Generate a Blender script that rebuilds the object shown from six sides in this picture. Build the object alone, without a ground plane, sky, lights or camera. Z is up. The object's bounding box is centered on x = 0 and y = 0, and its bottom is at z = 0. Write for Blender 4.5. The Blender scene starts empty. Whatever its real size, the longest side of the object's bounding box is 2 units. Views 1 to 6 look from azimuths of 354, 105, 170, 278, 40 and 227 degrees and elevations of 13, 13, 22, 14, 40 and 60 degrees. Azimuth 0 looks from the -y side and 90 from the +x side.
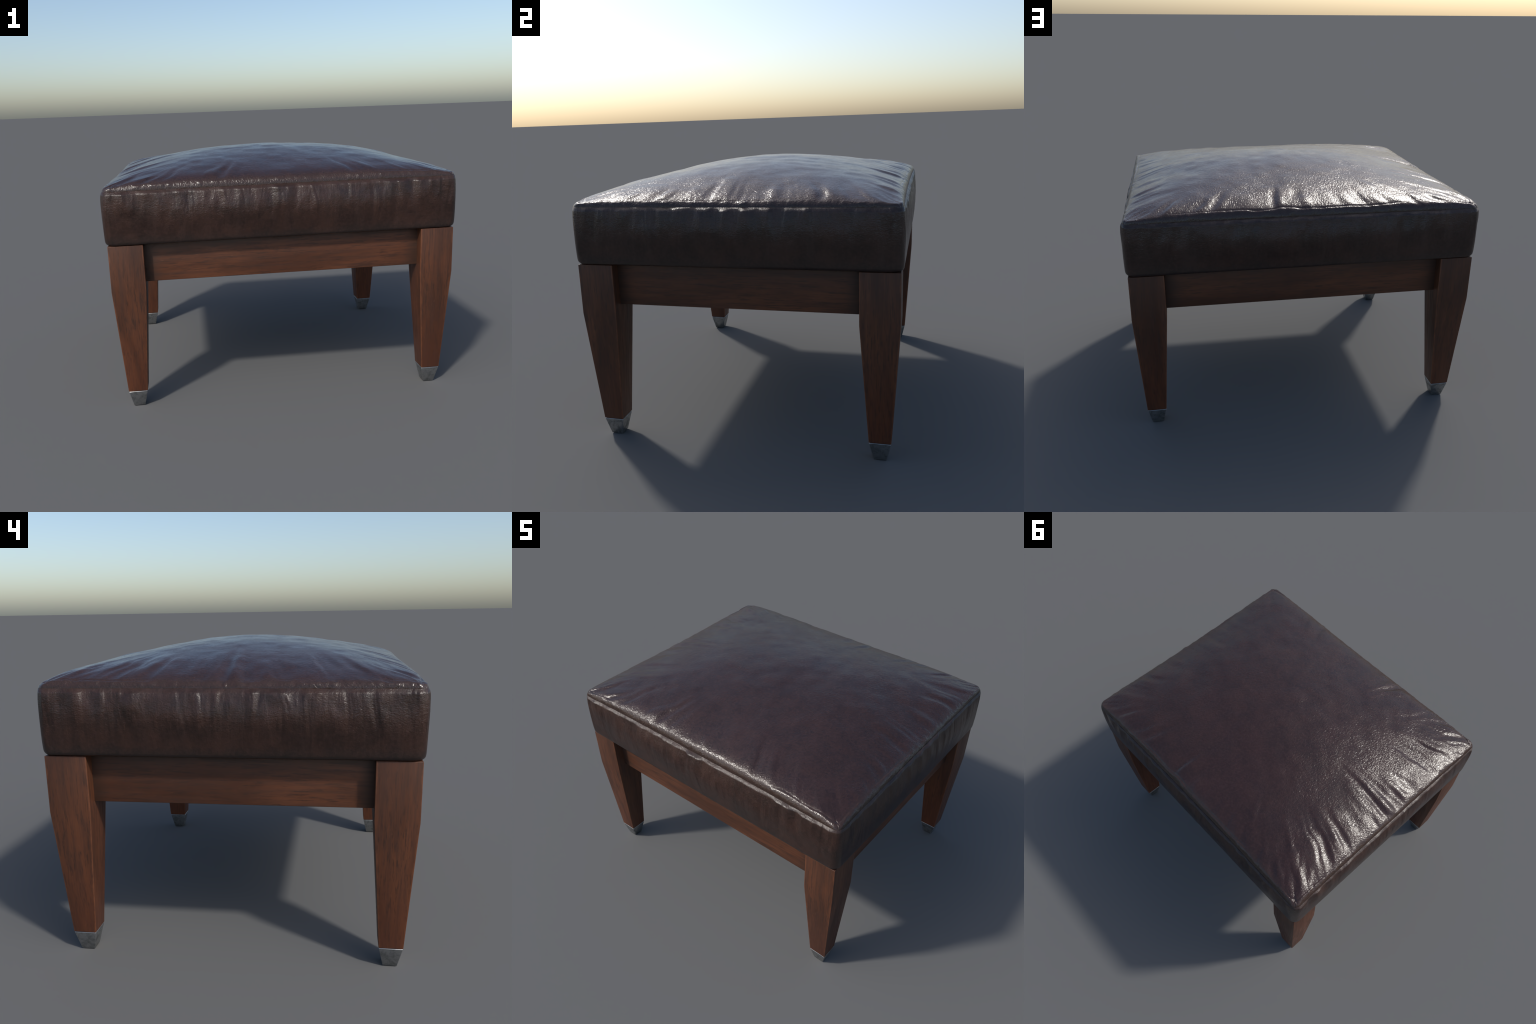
"""Square-legged wooden footstool with a domed, wrinkled brown leather cushion."""
import bpy, bmesh, math
import numpy as np

# ------------------------------------------------------------------ sizes (m)
LEG_X, LEG_Y = 0.9676, 0.8058        # outer faces of the legs
LEG_W = 0.189                        # leg thickness at the top
LEG_TOP, KNEE_Z, CAP_Z = 0.9650, 0.7070, 0.0985
ANKLE_W = 0.1084                     # leg thickness at the metal cap
TOE_W = 0.0640                       # cap thickness on the floor
RAIL_INSET, RAIL_BOTTOM, RAIL_THICK = 0.0593, 0.7446, 0.050
SEAM_X, SEAM_Y, SEAM_Z = 0.9738, 0.8128, 1.271   # seam half sizes; z of the rolled rim
PINCH_X, PINCH_Y = 0.0068, 0.0095     # the seam is drawn in at mid edge
ROLL = 0.0122                        # height of the roll from the seam up to the rim


# ------------------------------------------------------------------ smooth noise
class ValueNoise:
    def __init__(self, seed):
        self.t = np.random.RandomState(seed).uniform(-1, 1, (64, 64))

    def at(self, x, y):
        x = np.asarray(x, float); y = np.asarray(y, float)
        x, y = np.broadcast_arrays(x, y)
        xi = np.floor(x).astype(int); yi = np.floor(y).astype(int)
        fx = x - xi; fy = y - yi
        fx = fx ** 3 * (fx * (fx * 6 - 15) + 10); fy = fy ** 3 * (fy * (fy * 6 - 15) + 10)
        g = lambda a, b: self.t[a % 64, b % 64]
        return ((g(xi, yi) * (1 - fx) + g(xi + 1, yi) * fx) * (1 - fy)
                + (g(xi, yi + 1) * (1 - fx) + g(xi + 1, yi + 1) * fx) * fy)


def smooth(a, b, x):
    t = np.clip((x - a) / (b - a), 0, 1)
    return t * t * (3 - 2 * t)


N_FOLD, N_AMP, N_FINE, N_SEAM, N_SOFT = (ValueNoise(s) for s in (3, 11, 23, 37, 53))


# ------------------------------------------------------------------ node helper
class Nodes:
    def __init__(self, name):
        self.mat = bpy.data.materials.new(name)
        self.mat.use_nodes = True
        self.nt = self.mat.node_tree
        self.nt.nodes.clear()
        self.out = self.nt.nodes.new('ShaderNodeOutputMaterial')
        self.bsdf = self.nt.nodes.new('ShaderNodeBsdfPrincipled')
        self.nt.links.new(self.bsdf.outputs[0], self.out.inputs[0])
        self.co = self.nt.nodes.new('ShaderNodeTexCoord').outputs['Object']

    def put(self, sock, v):
        if isinstance(v, bpy.types.NodeSocket):
            self.nt.links.new(v, sock)
        elif v is not None:
            sock.default_value = v

    def math(self, op, a, b=None, c=None, clamp=False):
        n = self.nt.nodes.new('ShaderNodeMath'); n.operation = op; n.use_clamp = clamp
        for i, v in enumerate((a, b, c)):
            self.put(n.inputs[i], v)
        return n.outputs[0]

    def scaled(self, scale, loc=(0, 0, 0), vec=None):
        n = self.nt.nodes.new('ShaderNodeMapping')
        self.put(n.inputs['Vector'], vec or self.co)
        n.inputs['Location'].default_value = loc
        n.inputs['Scale'].default_value = scale
        return n.outputs[0]

    def noise(self, vec, scale, detail=4, rough=0.55, dist=0.0):
        n = self.nt.nodes.new('ShaderNodeTexNoise')
        self.put(n.inputs['Vector'], vec)
        n.inputs['Scale'].default_value = scale; n.inputs['Detail'].default_value = detail
        n.inputs['Roughness'].default_value = rough; n.inputs['Distortion'].default_value = dist
        return n.outputs[0]

    def voronoi(self, vec, scale, feature='F1'):
        n = self.nt.nodes.new('ShaderNodeTexVoronoi')
        n.feature = feature
        self.put(n.inputs['Vector'], vec); n.inputs['Scale'].default_value = scale
        return n.outputs['Distance']

    def ramp(self, fac, a, b, lo=0.0, hi=1.0):
        n = self.nt.nodes.new('ShaderNodeMapRange'); n.interpolation_type = 'SMOOTHSTEP'
        self.put(n.inputs[0], fac)
        for i, v in zip((1, 2, 3, 4), (a, b, lo, hi)):
            n.inputs[i].default_value = v
        return n.outputs[0]

    def mix(self, fac, a, b, mode='MIX'):
        n = self.nt.nodes.new('ShaderNodeMix'); n.data_type = 'RGBA'; n.blend_type = mode
        self.put(n.inputs[0], fac)
        for s, v in ((n.inputs[6], a), (n.inputs[7], b)):
            self.put(s, v if isinstance(v, bpy.types.NodeSocket) else (*v, 1))
        return n.outputs[2]

    def xyz(self, vec=None):
        n = self.nt.nodes.new('ShaderNodeSeparateXYZ'); self.put(n.inputs[0], vec or self.co)
        return n.outputs

    def bump(self, height, strength, distance, prev=None):
        n = self.nt.nodes.new('ShaderNodeBump')
        n.inputs['Strength'].default_value = strength; n.inputs['Distance'].default_value = distance
        self.put(n.inputs['Height'], height); self.put(n.inputs['Normal'], prev)
        return n.outputs[0]

    def finish(self, **kw):
        for k, v in kw.items():
            self.put(self.bsdf.inputs[k.replace('_', ' ')], v if not isinstance(v, tuple) else (*v, 1))
        return self.mat

    def random_shift(self, amount):
        o = self.nt.nodes.new('ShaderNodeObjectInfo').outputs['Random']
        s = self.math('MULTIPLY', o, amount)
        c = self.nt.nodes.new('ShaderNodeCombineXYZ')
        for i in range(3):
            self.put(c.inputs[i], s)
        a = self.nt.nodes.new('ShaderNodeVectorMath'); a.operation = 'ADD'
        self.put(a.inputs[0], self.co); self.put(a.inputs[1], c.outputs[0])
        return a.outputs[0]


# ------------------------------------------------------------------ materials
def leather(name, side):
    m = Nodes(name)
    x, y, z = m.xyz()[:3]
    # distance in from the pinched seam line, metres
    def seam(a, b, half_a, half_b, pinch):
        c = m.math('COSINE', m.math('MULTIPLY', b, math.pi / 2 / half_b))
        edge = m.math('SUBTRACT', half_a, m.math('MULTIPLY', c, pinch))
        return m.math('SUBTRACT', edge, m.math('ABSOLUTE', a))
    inset = m.math('MINIMUM', seam(x, y, SEAM_X, SEAM_Y, PINCH_X), seam(y, x, SEAM_Y, SEAM_X, PINCH_Y))
    mottle = m.noise(m.co, 9.0, 6, 0.62)
    cloud = m.noise(m.co, 2.2, 4, 0.6, 0.4)
    speck = m.noise(m.co, 70.0, 3, 0.6)
    if side:
        col = m.mix(m.ramp(mottle, 0.35, 0.68), (0.0200, 0.0102, 0.0072), (0.0380, 0.0172, 0.0112))
        streak = m.noise(m.scaled((14, 14, 1.6)), 1.0, 4, 0.6)
        col = m.mix(m.ramp(streak, 0.5, 0.75, 0, 0.55), col, (0.042, 0.0235, 0.0185))
        # darker, greyer fade at the bottom edge, wear at the top edge
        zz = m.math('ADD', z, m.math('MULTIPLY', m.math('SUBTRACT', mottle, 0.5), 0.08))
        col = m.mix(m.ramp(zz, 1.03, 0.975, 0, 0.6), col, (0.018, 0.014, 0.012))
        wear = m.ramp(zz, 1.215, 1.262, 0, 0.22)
        col = m.mix(wear, col, (0.062, 0.038, 0.026))
    else:
        col = m.mix(m.ramp(mottle, 0.36, 0.66), (0.0240, 0.0127, 0.0106), (0.0315, 0.0149, 0.0117))
        col = m.mix(m.ramp(cloud, 0.42, 0.7, 0, 0.4), col, (0.034, 0.0150, 0.0130))
        col = m.mix(m.ramp(m.noise(m.co, 3.4, 5, 0.65), 0.56, 0.72, 0, 0.35), col, (0.021, 0.0125, 0.0135))
        ragged = m.math('ADD', inset, m.math('MULTIPLY', m.math('SUBTRACT', m.noise(m.co, 22.0, 5, 0.65), 0.5), 0.05))
        col = m.mix(m.ramp(ragged, 0.055, 0.010, 0, 0.65), col, (0.042, 0.0255, 0.0185))
        col = m.mix(m.ramp(inset, 0.006, 0.0015, 0, 0.6), col, (0.026, 0.0155, 0.0115))
    col = m.mix(m.ramp(speck, 0.35, 0.75, 0.0, 0.35), col, (0.060, 0.030, 0.026), 'MIX')
    # pebbled grain, stretched into creases that run down the sides / across the top
    turn = m.nt.nodes.new('ShaderNodeMapping')
    m.put(turn.inputs['Vector'], m.co)
    turn.inputs['Rotation'].default_value = (0, 0, 0 if side else math.radians(17))
    v1 = m.scaled((1.0, 1.0, 1.5) if side else (1.35, 0.75, 1.0), vec=turn.outputs[0])
    wob = m.noise(v1, 80.0, 3, 0.5, 1.0)
    pores = m.voronoi(v1, 125.0)
    soft = m.noise(v1, 40.0, 3, 0.5, 0.7)
    patch = m.ramp(m.noise(m.co, 4.5, 2, 0.5), 0.32, 0.68, 0.6, 1.0)
    h = m.math('ADD', m.math('MULTIPLY', wob, 0.9), m.math('MULTIPLY', pores, 0.30))
    h = m.math('MULTIPLY', m.math('ADD', h, m.math('MULTIPLY', soft, 0.35)), patch)
    if side:
        # crinkled band half way up, smoother below
        band = m.math('ADD', m.ramp(z, 1.03, 1.13, 0.30, 1.0), 0.0)
        h = m.math('MULTIPLY', h, band)
        nrm = m.bump(h, 0.38, 0.006)
        # soft puckers hanging from the seam
        lean = m.scaled((9.5, 9.5, 2.2), vec=m.co)
        pk = m.noise(lean, 1.0, 2, 0.4, 0.9)
        fine = m.noise(m.scaled((30, 30, 5.5), vec=m.co), 1.0, 2, 0.5, 0.3)
        pk = m.math('ADD', pk, m.math('MULTIPLY', fine, 0.22))
        fade = m.math('MULTIPLY', m.ramp(z, 0.99, 1.18, 0.15, 1.0), m.ramp(z, 1.262, 1.238, 0.25, 1.0))
        nrm = m.bump(m.math('MULTIPLY', pk, fade), 0.7, 0.032, nrm)
    else:
        nrm = m.bump(h, 0.44, 0.006)
    rough = m.ramp(mottle, 0.3, 0.7, 0.28, 0.36) if side else m.ramp(mottle, 0.3, 0.7, 0.20, 0.27)
    if side:
        scuff = m.ramp(m.math('ADD', z, m.math('MULTIPLY', m.math('SUBTRACT', m.noise(m.co, 26.0, 4, 0.6), 0.5), 0.06)), 1.20, 1.255, 0, 0.10)
        rough = m.math('ADD', rough, scuff)
    return m.finish(Base_Color=col, Roughness=rough, Normal=nrm, Specular_IOR_Level=0.5)


def wood(name, along, rail=False):
    m = Nodes(name)
    v = m.random_shift(7.3)
    def stretch(long, cross):
        return m.scaled(tuple(long if i == along else cross for i in range(3)), vec=v)
    broad = m.noise(stretch(1.3, 7), 1.0, 4, 0.6, 0.5)
    grain = m.noise(stretch(3.2, 58), 1.0, 5, 0.65, 0.3)
    dash = m.noise(stretch(10, 125), 1.0, 4, 0.65, 0.2)
    fleck = m.noise(stretch(26, 190), 1.0, 2, 0.5)
    col = m.mix(m.ramp(broad, 0.32, 0.68), (0.056, 0.0205, 0.0103), (0.118, 0.0415, 0.0188))
    col = m.mix(m.ramp(grain, 0.42, 0.66, 0, 0.60), col, (0.050, 0.0208, 0.0124))
    col = m.mix(m.ramp(dash, 0.51, 0.65, 0, 0.72), col, (0.034, 0.0165, 0.0105))
    col = m.mix(m.ramp(fleck, 0.66, 0.78, 0, 0.25), col, (0.17, 0.075, 0.042))
    x, y, z = m.xyz()[:3]
    blotch_n = m.math('MULTIPLY', m.math('SUBTRACT', m.noise(m.co, 9, 4, 0.6), 0.5), 0.10)
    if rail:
        # grey-brown darkening under the cushion and at the joints with the legs
        up = m.ramp(m.math('ADD', z, blotch_n), 0.045, 0.12, 0, 0.75)
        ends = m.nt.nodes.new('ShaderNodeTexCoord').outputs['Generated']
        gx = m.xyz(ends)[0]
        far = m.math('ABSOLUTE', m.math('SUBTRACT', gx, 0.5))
        joint = m.ramp(m.math('ADD', far, m.math('MULTIPLY', blotch_n, 0.5)), 0.425, 0.49, 0, 0.75)
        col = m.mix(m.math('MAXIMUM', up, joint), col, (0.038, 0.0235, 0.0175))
    else:
        low = m.ramp(z, 0.55, 0.10, 0, 0.55)
        col = m.mix(low, col, m.mix(0.65, col, (0.105, 0.030, 0.0130)))
        dull = m.ramp(m.math('ADD', z, m.math('MULTIPLY', blotch_n, 3.0)), 0.62, 0.97, 0, 0.35)
        col = m.mix(dull, col, (0.056, 0.0250, 0.0150))
        # rubbed arrises: distance from the corner edges of the tapering square leg
        half = m.nt.nodes.new('ShaderNodeMapRange')
        m.put(half.inputs[0], z)
        for i, v2 in zip((1, 2, 3, 4), (CAP_Z, KNEE_Z, ANKLE_W / 2, LEG_W / 2)):
            half.inputs[i].default_value = v2
        arris = m.math('SUBTRACT', half.outputs[0], m.math('MINIMUM', m.math('ABSOLUTE', x), m.math('ABSOLUTE', y)))
        arris = m.math('ADD', arris, m.math('MULTIPLY', m.math('SUBTRACT', m.noise(m.co, 14, 4, 0.6), 0.5), 0.022))
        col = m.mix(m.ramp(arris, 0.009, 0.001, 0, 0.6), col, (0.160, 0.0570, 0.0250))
    geo = m.nt.nodes.new('ShaderNodeNewGeometry')
    worn = m.ramp(m.math('ADD', geo.outputs['Pointiness'], m.math('MULTIPLY', blotch_n, 0.3)), 0.54, 0.60, 0, 0.5)
    col = m.mix(worn, col, (0.17, 0.062, 0.028))
    h = m.math('ADD', m.math('MULTIPLY', dash, 0.7), m.math('MULTIPLY', grain, 0.5))
    nrm = m.bump(h, 0.22, 0.002)
    rough = m.ramp(grain, 0.3, 0.7, 0.42, 0.58)
    return m.finish(Base_Color=col, Roughness=rough, Normal=nrm, Specular_IOR_Level=0.4)


def steel(name):
    m = Nodes(name)
    v = m.random_shift(3.1)
    blot = m.noise(v, 26.0, 5, 0.65, 0.5)
    fine = m.noise(v, 160.0, 3, 0.6)
    col = m.mix(m.ramp(blot, 0.40, 0.66), (0.27, 0.275, 0.275), (0.10, 0.105, 0.105))
    geo = m.nt.nodes.new('ShaderNodeNewGeometry')
    col = m.mix(m.ramp(geo.outputs['Pointiness'], 0.53, 0.60, 0, 0.8), col, (0.55, 0.56, 0.57))
    rough = m.ramp(blot, 0.35, 0.7, 0.36, 0.55)
    nrm = m.bump(m.math('ADD', blot, m.math('MULTIPLY', fine, 0.25)), 0.25, 0.003)
    return m.finish(Base_Color=col, Metallic=0.9, Roughness=rough, Normal=nrm)


# ------------------------------------------------------------------ mesh helpers
def new_object(name, mesh, parent=None, loc=(0, 0, 0), rot=0.0):
    ob = bpy.data.objects.new(name, mesh)
    bpy.context.scene.collection.objects.link(ob)
    ob.location = loc
    ob.rotation_euler = (0, 0, rot)
    if parent:
        ob.parent = parent
    return ob


def grid_mesh(name, verts, faces, mat):
    me = bpy.data.meshes.new(name)
    me.from_pydata([tuple(v) for v in verts], [], faces)
    me.materials.append(mat)
    me.polygons.foreach_set('use_smooth', [True] * len(me.polygons))
    me.update()
    return me


def square_column(name, levels, mat, bevel, segments=3):
    """Solid of square sections: levels = [(z, width), ...] bottom to top."""
    bm = bmesh.new()
    rings = []
    for z, w in levels:
        h = w / 2
        rings.append([bm.verts.new((sx * h, sy * h, z)) for sx, sy in ((-1, -1), (1, -1), (1, 1), (-1, 1))])
    bm.faces.new(rings[0][::-1]); bm.faces.new(rings[-1])
    for a, b in zip(rings, rings[1:]):
        for i in range(4):
            j = (i + 1) % 4
            bm.faces.new((a[i], a[j], b[j], b[i]))
    bm.normal_update()
    sharp = [e for e in bm.edges if e.calc_face_angle(0) > 0.5]
    bmesh.ops.bevel(bm, geom=sharp, offset=bevel, segments=segments, profile=0.5, affect='EDGES')
    me = bpy.data.meshes.new(name)
    bm.to_mesh(me); bm.free()
    me.materials.append(mat)
    me.polygons.foreach_set('use_smooth', [True] * len(me.polygons))
    me.set_sharp_from_angle(angle=math.radians(28))
    return me


def board(name, length, height, thick, mat, bevel):
    """Board along local X, outer face at y=0 looking to -y, centred in x and z."""
    bm = bmesh.new()
    bmesh.ops.create_cube(bm, size=1.0)
    for v in bm.verts:
        v.co.x *= length; v.co.z *= height; v.co.y = v.co.y * thick + thick / 2
    bmesh.ops.bevel(bm, geom=bm.edges[:], offset=bevel, segments=3, profile=0.5, affect='EDGES')
    me = bpy.data.meshes.new(name)
    bm.to_mesh(me); bm.free()
    me.materials.append(mat)
    me.polygons.foreach_set('use_smooth', [True] * len(me.polygons))
    me.set_sharp_from_angle(angle=math.radians(28))
    return me


# ------------------------------------------------------------------ cushion shape
def dome(u, v):
    """Height of the stuffed top over its seam, u and v in -1..1."""
    a = [np.clip(1 - u * u, 0, 1) ** k for k in (0.5, 1, 2)]
    b = [np.clip(1 - v * v, 0, 1) ** k for k in (0.5, 1, 2)]
    c = ((0.156, -0.052, -0.069), (0.065, 0.040, 0.073), (-0.097, 0.002, 0.044))
    return sum(c[i][j] * a[i] * b[j] for i in range(3) for j in range(3))


def rounded(px, py, hx, hy, r):
    """Pull the corner of a rectangle of half sizes hx, hy to a radius r."""
    qx = np.clip(px, -(hx - r), hx - r); qy = np.clip(py, -(hy - r), hy - r)
    dx, dy = px - qx, py - qy
    l2 = np.hypot(dx, dy); li = np.maximum(np.abs(dx), np.abs(dy))
    f = np.where(l2 > 1e-9, li / np.maximum(l2, 1e-9), 1.0)
    return qx + dx * f, qy + dy * f


def fold_field(s, d, half, seed_row, reach=0.34, strength=1.0):
    """Gathers that start at a seam edge and fan in towards the middle.
    s: place along the edge, d: distance from the edge."""
    fan = s / np.maximum(1 - 0.72 * d / half, 0.2)
    wander = 0.015 * N_SOFT.at(s * 9 + seed_row, d * 11 + seed_row * 3)
    k = fan + wander
    f = N_FOLD.at(k * 21 + 5.3 * seed_row, d * 2.2 + seed_row * 7.7)
    f = np.sign(f) * np.abs(f) ** 1.0
    f2 = N_FINE.at(k * 37 + 1.7 * seed_row, d * 4 + seed_row * 5.1)
    amp = np.clip(0.80 + 0.6 * N_AMP.at(s * 4.2 + seed_row * 2.9, seed_row * 3.3), 0.25, 1.3)
    ln = reach * (0.72 + 0.45 * N_AMP.at(k * 6 + seed_row, 9.1 + seed_row))
    env = smooth(0.0, 0.070, d) * (1 - smooth(0.25, 1.0, d / np.maximum(ln, 0.05)))
    env2 = smooth(0.0, 0.02, d) * (1 - smooth(0.15, 1.0, d / np.maximum(ln * 0.6, 0.04)))
    return strength * amp * (0.0080 * f * env + 0.0013 * f2 * env2)


def seam_wander(s, row):
    """Small sideways puckers of the stitched seam."""
    return 0.0030 * N_SEAM.at(s * 14 + row * 3.1, row * 1.9) + 0.0012 * N_SEAM.at(s * 41 + row, 20 + row)


def build_top_panel(mat):
    nx, ny = 460, 400
    def spread(n):
        t = np.linspace(-1, 1, n + 1)
        return 0.55 * np.sin(t * math.pi / 2) + 0.45 * np.sign(t) * (1 - (1 - np.abs(t)) ** 1.6)
    u, v = np.meshgrid(spread(nx), spread(ny), indexing='ij')
    hx = SEAM_X - PINCH_X * np.cos(v * math.pi / 2)
    hy = SEAM_Y - PINCH_Y * np.cos(u * math.pi / 2)
    m = np.maximum(np.abs(u), np.abs(v))
    # keep a corner radius only near the rim so inner rings stay square-ish
    px, py = u * hx, v * hy
    r = 0.040 * np.ones_like(px)
    scale = np.maximum(m, 1e-6)
    qx, qy = rounded(px / scale, py / scale, hx, hy, r)
    w = smooth(0.80, 1.0, m)
    x = px * (1 - w) + qx * scale * w
    y = py * (1 - w) + qy * scale * w
    # distance from each edge
    dxp, dxm = (1 - u) * SEAM_X, (1 + u) * SEAM_X
    dyp, dym = (1 - v) * SEAM_Y, (1 + v) * SEAM_Y
    dx_near, dy_near = np.minimum(dxp, dxm), np.minimum(dyp, dym)
    d = np.minimum(dx_near, dy_near)
    wide = 0.012 + 0.013 * np.cos(np.where(np.abs(u) > np.abs(v), v, u) * math.pi / 2)
    along = np.where(dx_near < dy_near, y * 1.03 + 3, x + 11)
    wide = wide * (1 + 0.55 * N_FOLD.at(along * 24, np.sign(u) * 3 + np.sign(v) * 7 + 20)
                   + 0.35 * N_FINE.at(along * 55, 4.0))
    z = SEAM_Z - ROLL + dome(u, v)
    z = z + ROLL * (1 - (1 - np.clip(d / wide, 0, 1)) ** 2) ** 0.75
    base = z
    z = z + fold_field(y, dxp, 0.97, 1, 0.40, 0.55)
    z = z + fold_field(y, dxm, 0.97, 2, 0.46, 1.15)
    z = z + fold_field(x, dyp, 0.81, 3, 0.34, 0.90)
    z = z + fold_field(x, dym, 0.81, 4, 0.34, 0.60)
    # soft unevenness of the stuffing
    z = z + 0.0035 * N_SOFT.at(x * 5 + 3, y * 5 + 8) * smooth(0.02, 0.25, d)
    z = z + 0.0016 * N_FINE.at(x * 15, y * 15) * smooth(0.01, 0.15, d)
    # second, broken crease just inside the seam where the hide is turned over
    for dist, s, row in ((dxp, y, 1), (dxm, y, 2), (dyp, x, 3), (dym, x, 4)):
        on = np.clip(0.25 + 1.2 * N_AMP.at(s * 3.1 + row * 4.7, 30 + row), 0, 1)
        c = 0.026 + 0.006 * N_SEAM.at(s * 8, row * 2.0)
        z = z - 0.0022 * on * np.exp(-((dist - c) / 0.005) ** 2)
        z = z + 0.0018 * on * np.exp(-((dist - c + 0.012) / 0.007) ** 2)
    z = base + (z - base) * smooth(0.002, 0.022, d)     # the stitched rim itself stays put
    verts = np.stack([x, y, z], -1).reshape(-1, 3)
    w1 = ny + 1
    faces = [(i * w1 + j, (i + 1) * w1 + j, (i + 1) * w1 + j + 1, i * w1 + j + 1)
             for i in range(nx) for j in range(ny)]
    return grid_mesh('top_panel', verts, faces, mat)


def build_side_panel(mat):
    # perimeter samples: (side, place along the side -1..1 or corner angle)
    n_side, n_corner = 230, 12
    kinds = []
    for k in range(4):
        for i in range(n_corner):
            kinds.append(('c', k, (k + i / n_corner) * math.pi / 2))
        for i in range(n_side):
            kinds.append(('s', k, -1 + 2 * i / n_side))
    # profile of the corner: z, half x, half y, radius, mid-edge bulge x, bulge y, wrinkle weight
    P = [(0.9650, 0.930, 0.770, 0.044, 0.000, 0.000, 0.0),
         (0.9656, 0.955, 0.793, 0.046, 0.000, 0.000, 0.1),
         (0.9685, 0.9688, 0.8068, 0.048, 0.001, 0.001, 0.15),
         (0.9775, 0.9775, 0.8148, 0.049, 0.002, 0.002, 0.2),
         (0.9950, 0.9815, 0.8180, 0.049, 0.003, 0.003, 0.3),
         (1.0500, 0.9825, 0.8190, 0.046, 0.0110, 0.0110, 0.55),
         (1.1000, 0.9825, 0.8195, 0.046, 0.0165, 0.0160, 0.9),
         (1.1450, 0.9824, 0.8197, 0.046, 0.0175, 0.0165, 1.0),
         (1.1850, 0.9820, 0.8197, 0.046, 0.0125, 0.0105, 1.0),
         (1.2180, 0.9810, 0.8190, 0.046, 0.0060, 0.0030, 1.0),
         (1.2420, 0.9790, 0.8176, 0.046, 0.0000, -0.0012, 0.9),
         (1.2530, 0.9770, 0.8158, 0.045, -0.0035, -0.0052, 0.6),
         (1.2578, 0.9756, 0.8145, 0.044, -0.0060, -0.0085, 0.4),
         (1.2592, 0.9742, 0.8132, 0.042, -0.0067, -0.0094, 0.1),
         (1.2586, 0.9738, 0.8128, 0.041, -0.0068, -0.0095, 0.0),
         (1.2530, 0.9700, 0.8090, 0.038, -0.0068, -0.0095, 0.0)]
    P = np.array(P)
    # arc-length resample with a Catmull-Rom spline
    rows = []
    for i in range(len(P) - 1):
        p0, p1, p2, p3 = P[max(i - 1, 0)], P[i], P[i + 1], P[min(i + 2, len(P) - 1)]
        step = max(3, int(np.hypot(p2[0] - p1[0], p2[1] - p1[1]) / 0.0042))
        for t in np.arange(step) / step:
            rows.append(0.5 * ((2 * p1) + (p2 - p0) * t + (2 * p0 - 5 * p1 + 4 * p2 - p3) * t ** 2
                               + (3 * p1 - p0 - 3 * p2 + p3) * t ** 3))
    rows.append(P[-1])
    verts = []
    dirs = [(1, 0), (0, 1), (-1, 0), (0, -1)]
    # flatten perimeter into arrays
    K = len(kinds)
    for z, hx, hy, r, bx, by, wr in rows:
        pos = np.zeros((K, 2)); nor = np.zeros((K, 2)); arc = np.zeros(K); bul = np.zeros(K); row = np.zeros(K)
        for q, (kind, k, t) in enumerate(kinds):
            if kind == 'c':
                sx, sy = ((1, 1), (-1, 1), (-1, -1), (1, -1))[k]
                n = (math.cos(t), math.sin(t))
                p = (sx * (hx - r) + r * n[0], sy * (hy - r) + r * n[1])
            else:
                n = dirs[(k + 1) % 4]
                if n[0] == 0:
                    p = (-n[1] * t * (hx - r), n[1] * hy)
                else:
                    p = (n[0] * hx, n[0] * t * (hy - r))
            b = (abs(n[0]) * bx * math.cos(p[1] / hy * math.pi / 2)
                 + abs(n[1]) * by * math.cos(p[0] / hx * math.pi / 2))
            pos[q] = p; nor[q] = n; bul[q] = b
            arc[q] = p[0] if abs(n[1]) > abs(n[0]) else p[1]
            row[q] = 11 + 2.0 * k
        ang = np.abs(nor).max(1)
        soft = smooth(0.93, 1.0, ang)            # no wrinkles round the corner itself
        drop = SEAM_Z - z
        slant = arc + 0.10 * drop * np.sin(arc * 5)
        f = N_FOLD.at(slant * 19 + row * 2.3, drop * 3.0 + row)
        f2 = N_FINE.at(slant * 44 + row, drop * 6 + row * 1.3)
        amp = np.clip(0.75 + 0.7 * N_AMP.at(arc * 3.6 + row, row * 0.7), 0.2, 1.4)
        reach = smooth(0.0, 0.03, drop) * (1 - smooth(0.05, 0.24, drop)) if z > 0.97 else 0.0
        off = wr * amp * soft * (0.0060 * f * reach + 0.0015 * f2 * reach)
        off = off + wr * (0.0018 * N_SOFT.at(arc * 7 + row * 3, z * 9) + 0.0008 * N_FINE.at(arc * 26 + row, z * 26)) * soft
        top = float(smooth(1.215, 1.250, z)) * (float(smooth(0.9739, 0.9760, hx)) if z > 1.2 else 1.0)
        pucker = top * seam_wander(arc, row) * soft
        p = pos + nor * (bul + off + pucker * 0.4)[:, None]
        zz = z + top * soft * (0.3 * seam_wander(arc + 5, row + 1)) + (wr * 0.003 * N_SOFT.at(arc * 3, row) * soft if z < 1.0 else 0)
        verts.append(np.column_stack([p, np.broadcast_to(zz, K)]))
    verts = np.concatenate(verts)
    faces = []
    for i in range(len(rows) - 1):
        for q in range(K):
            q2 = (q + 1) % K
            faces.append((i * K + q, i * K + q2, (i + 1) * K + q2, (i + 1) * K + q))
    faces.append(tuple(range(K))[::-1])          # flat underside
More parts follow.
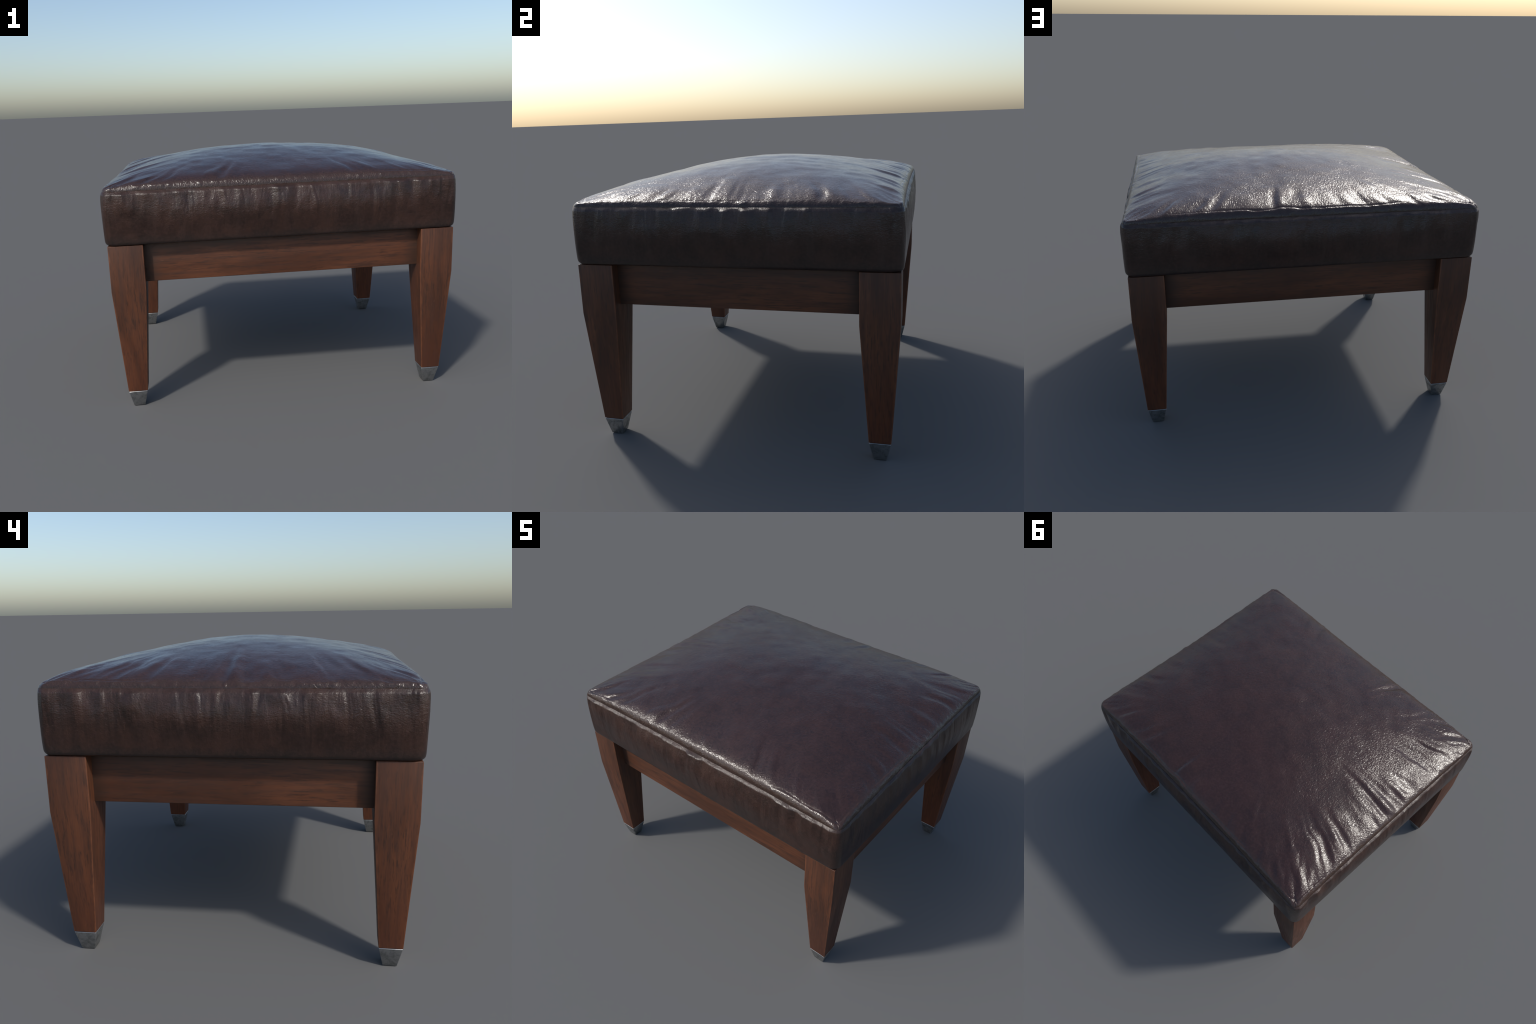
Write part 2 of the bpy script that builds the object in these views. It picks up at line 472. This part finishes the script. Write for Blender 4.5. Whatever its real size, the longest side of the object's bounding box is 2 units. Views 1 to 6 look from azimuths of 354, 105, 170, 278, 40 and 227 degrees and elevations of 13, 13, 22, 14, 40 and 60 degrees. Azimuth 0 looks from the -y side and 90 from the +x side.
    return grid_mesh('side_panel', verts, faces, mat)


# ------------------------------------------------------------------ assembly
def main():
    stool = bpy.data.objects.new('footstool', None)
    bpy.context.scene.collection.objects.link(stool)
    stool['label'] = 'low wooden footstool with a domed dark brown leather cushion'
    stool['category'] = 'footstool'

    leg_wood = wood('leg_wood', 2)
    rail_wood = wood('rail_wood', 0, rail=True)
    metal = steel('worn_steel')

    cushion = bpy.data.objects.new('cushion', None)
    bpy.context.scene.collection.objects.link(cushion)
    cushion.parent = stool
    new_object('top_panel', build_top_panel(leather('top_leather', False)), cushion)
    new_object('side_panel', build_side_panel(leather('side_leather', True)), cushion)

    leg_mesh = square_column('leg', [(CAP_Z, ANKLE_W), (KNEE_Z, LEG_W - 0.0005), (LEG_TOP, LEG_W)], leg_wood, 0.0035)
    cap_mesh = square_column('foot_cap', [(0.0, TOE_W), (CAP_Z - 0.0015, ANKLE_W - 0.0015)], metal, 0.0035)
    cx, cy = LEG_X - LEG_W / 2, LEG_Y - LEG_W / 2
    for i, (sx, sy) in enumerate(((-1, -1), (1, -1), (1, 1), (-1, 1))):
        leg = new_object('leg', leg_mesh, stool, (sx * cx, sy * cy, 0), i * math.pi / 2)
        new_object('foot_cap', cap_mesh, leg)

    top = 0.9640
    height = top - RAIL_BOTTOM
    mid = (top + RAIL_BOTTOM) / 2
    long_len = 2 * (LEG_X - LEG_W) + 0.02
    short_len = 2 * (LEG_Y - LEG_W) + 0.02
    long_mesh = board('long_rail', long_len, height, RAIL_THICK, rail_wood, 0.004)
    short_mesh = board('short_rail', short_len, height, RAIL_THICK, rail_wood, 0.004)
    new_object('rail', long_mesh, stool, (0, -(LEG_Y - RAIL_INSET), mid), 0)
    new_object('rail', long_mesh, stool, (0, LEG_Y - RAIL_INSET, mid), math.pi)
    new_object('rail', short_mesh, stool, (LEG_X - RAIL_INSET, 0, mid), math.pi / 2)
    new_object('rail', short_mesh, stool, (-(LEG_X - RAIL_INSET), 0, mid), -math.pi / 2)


main()
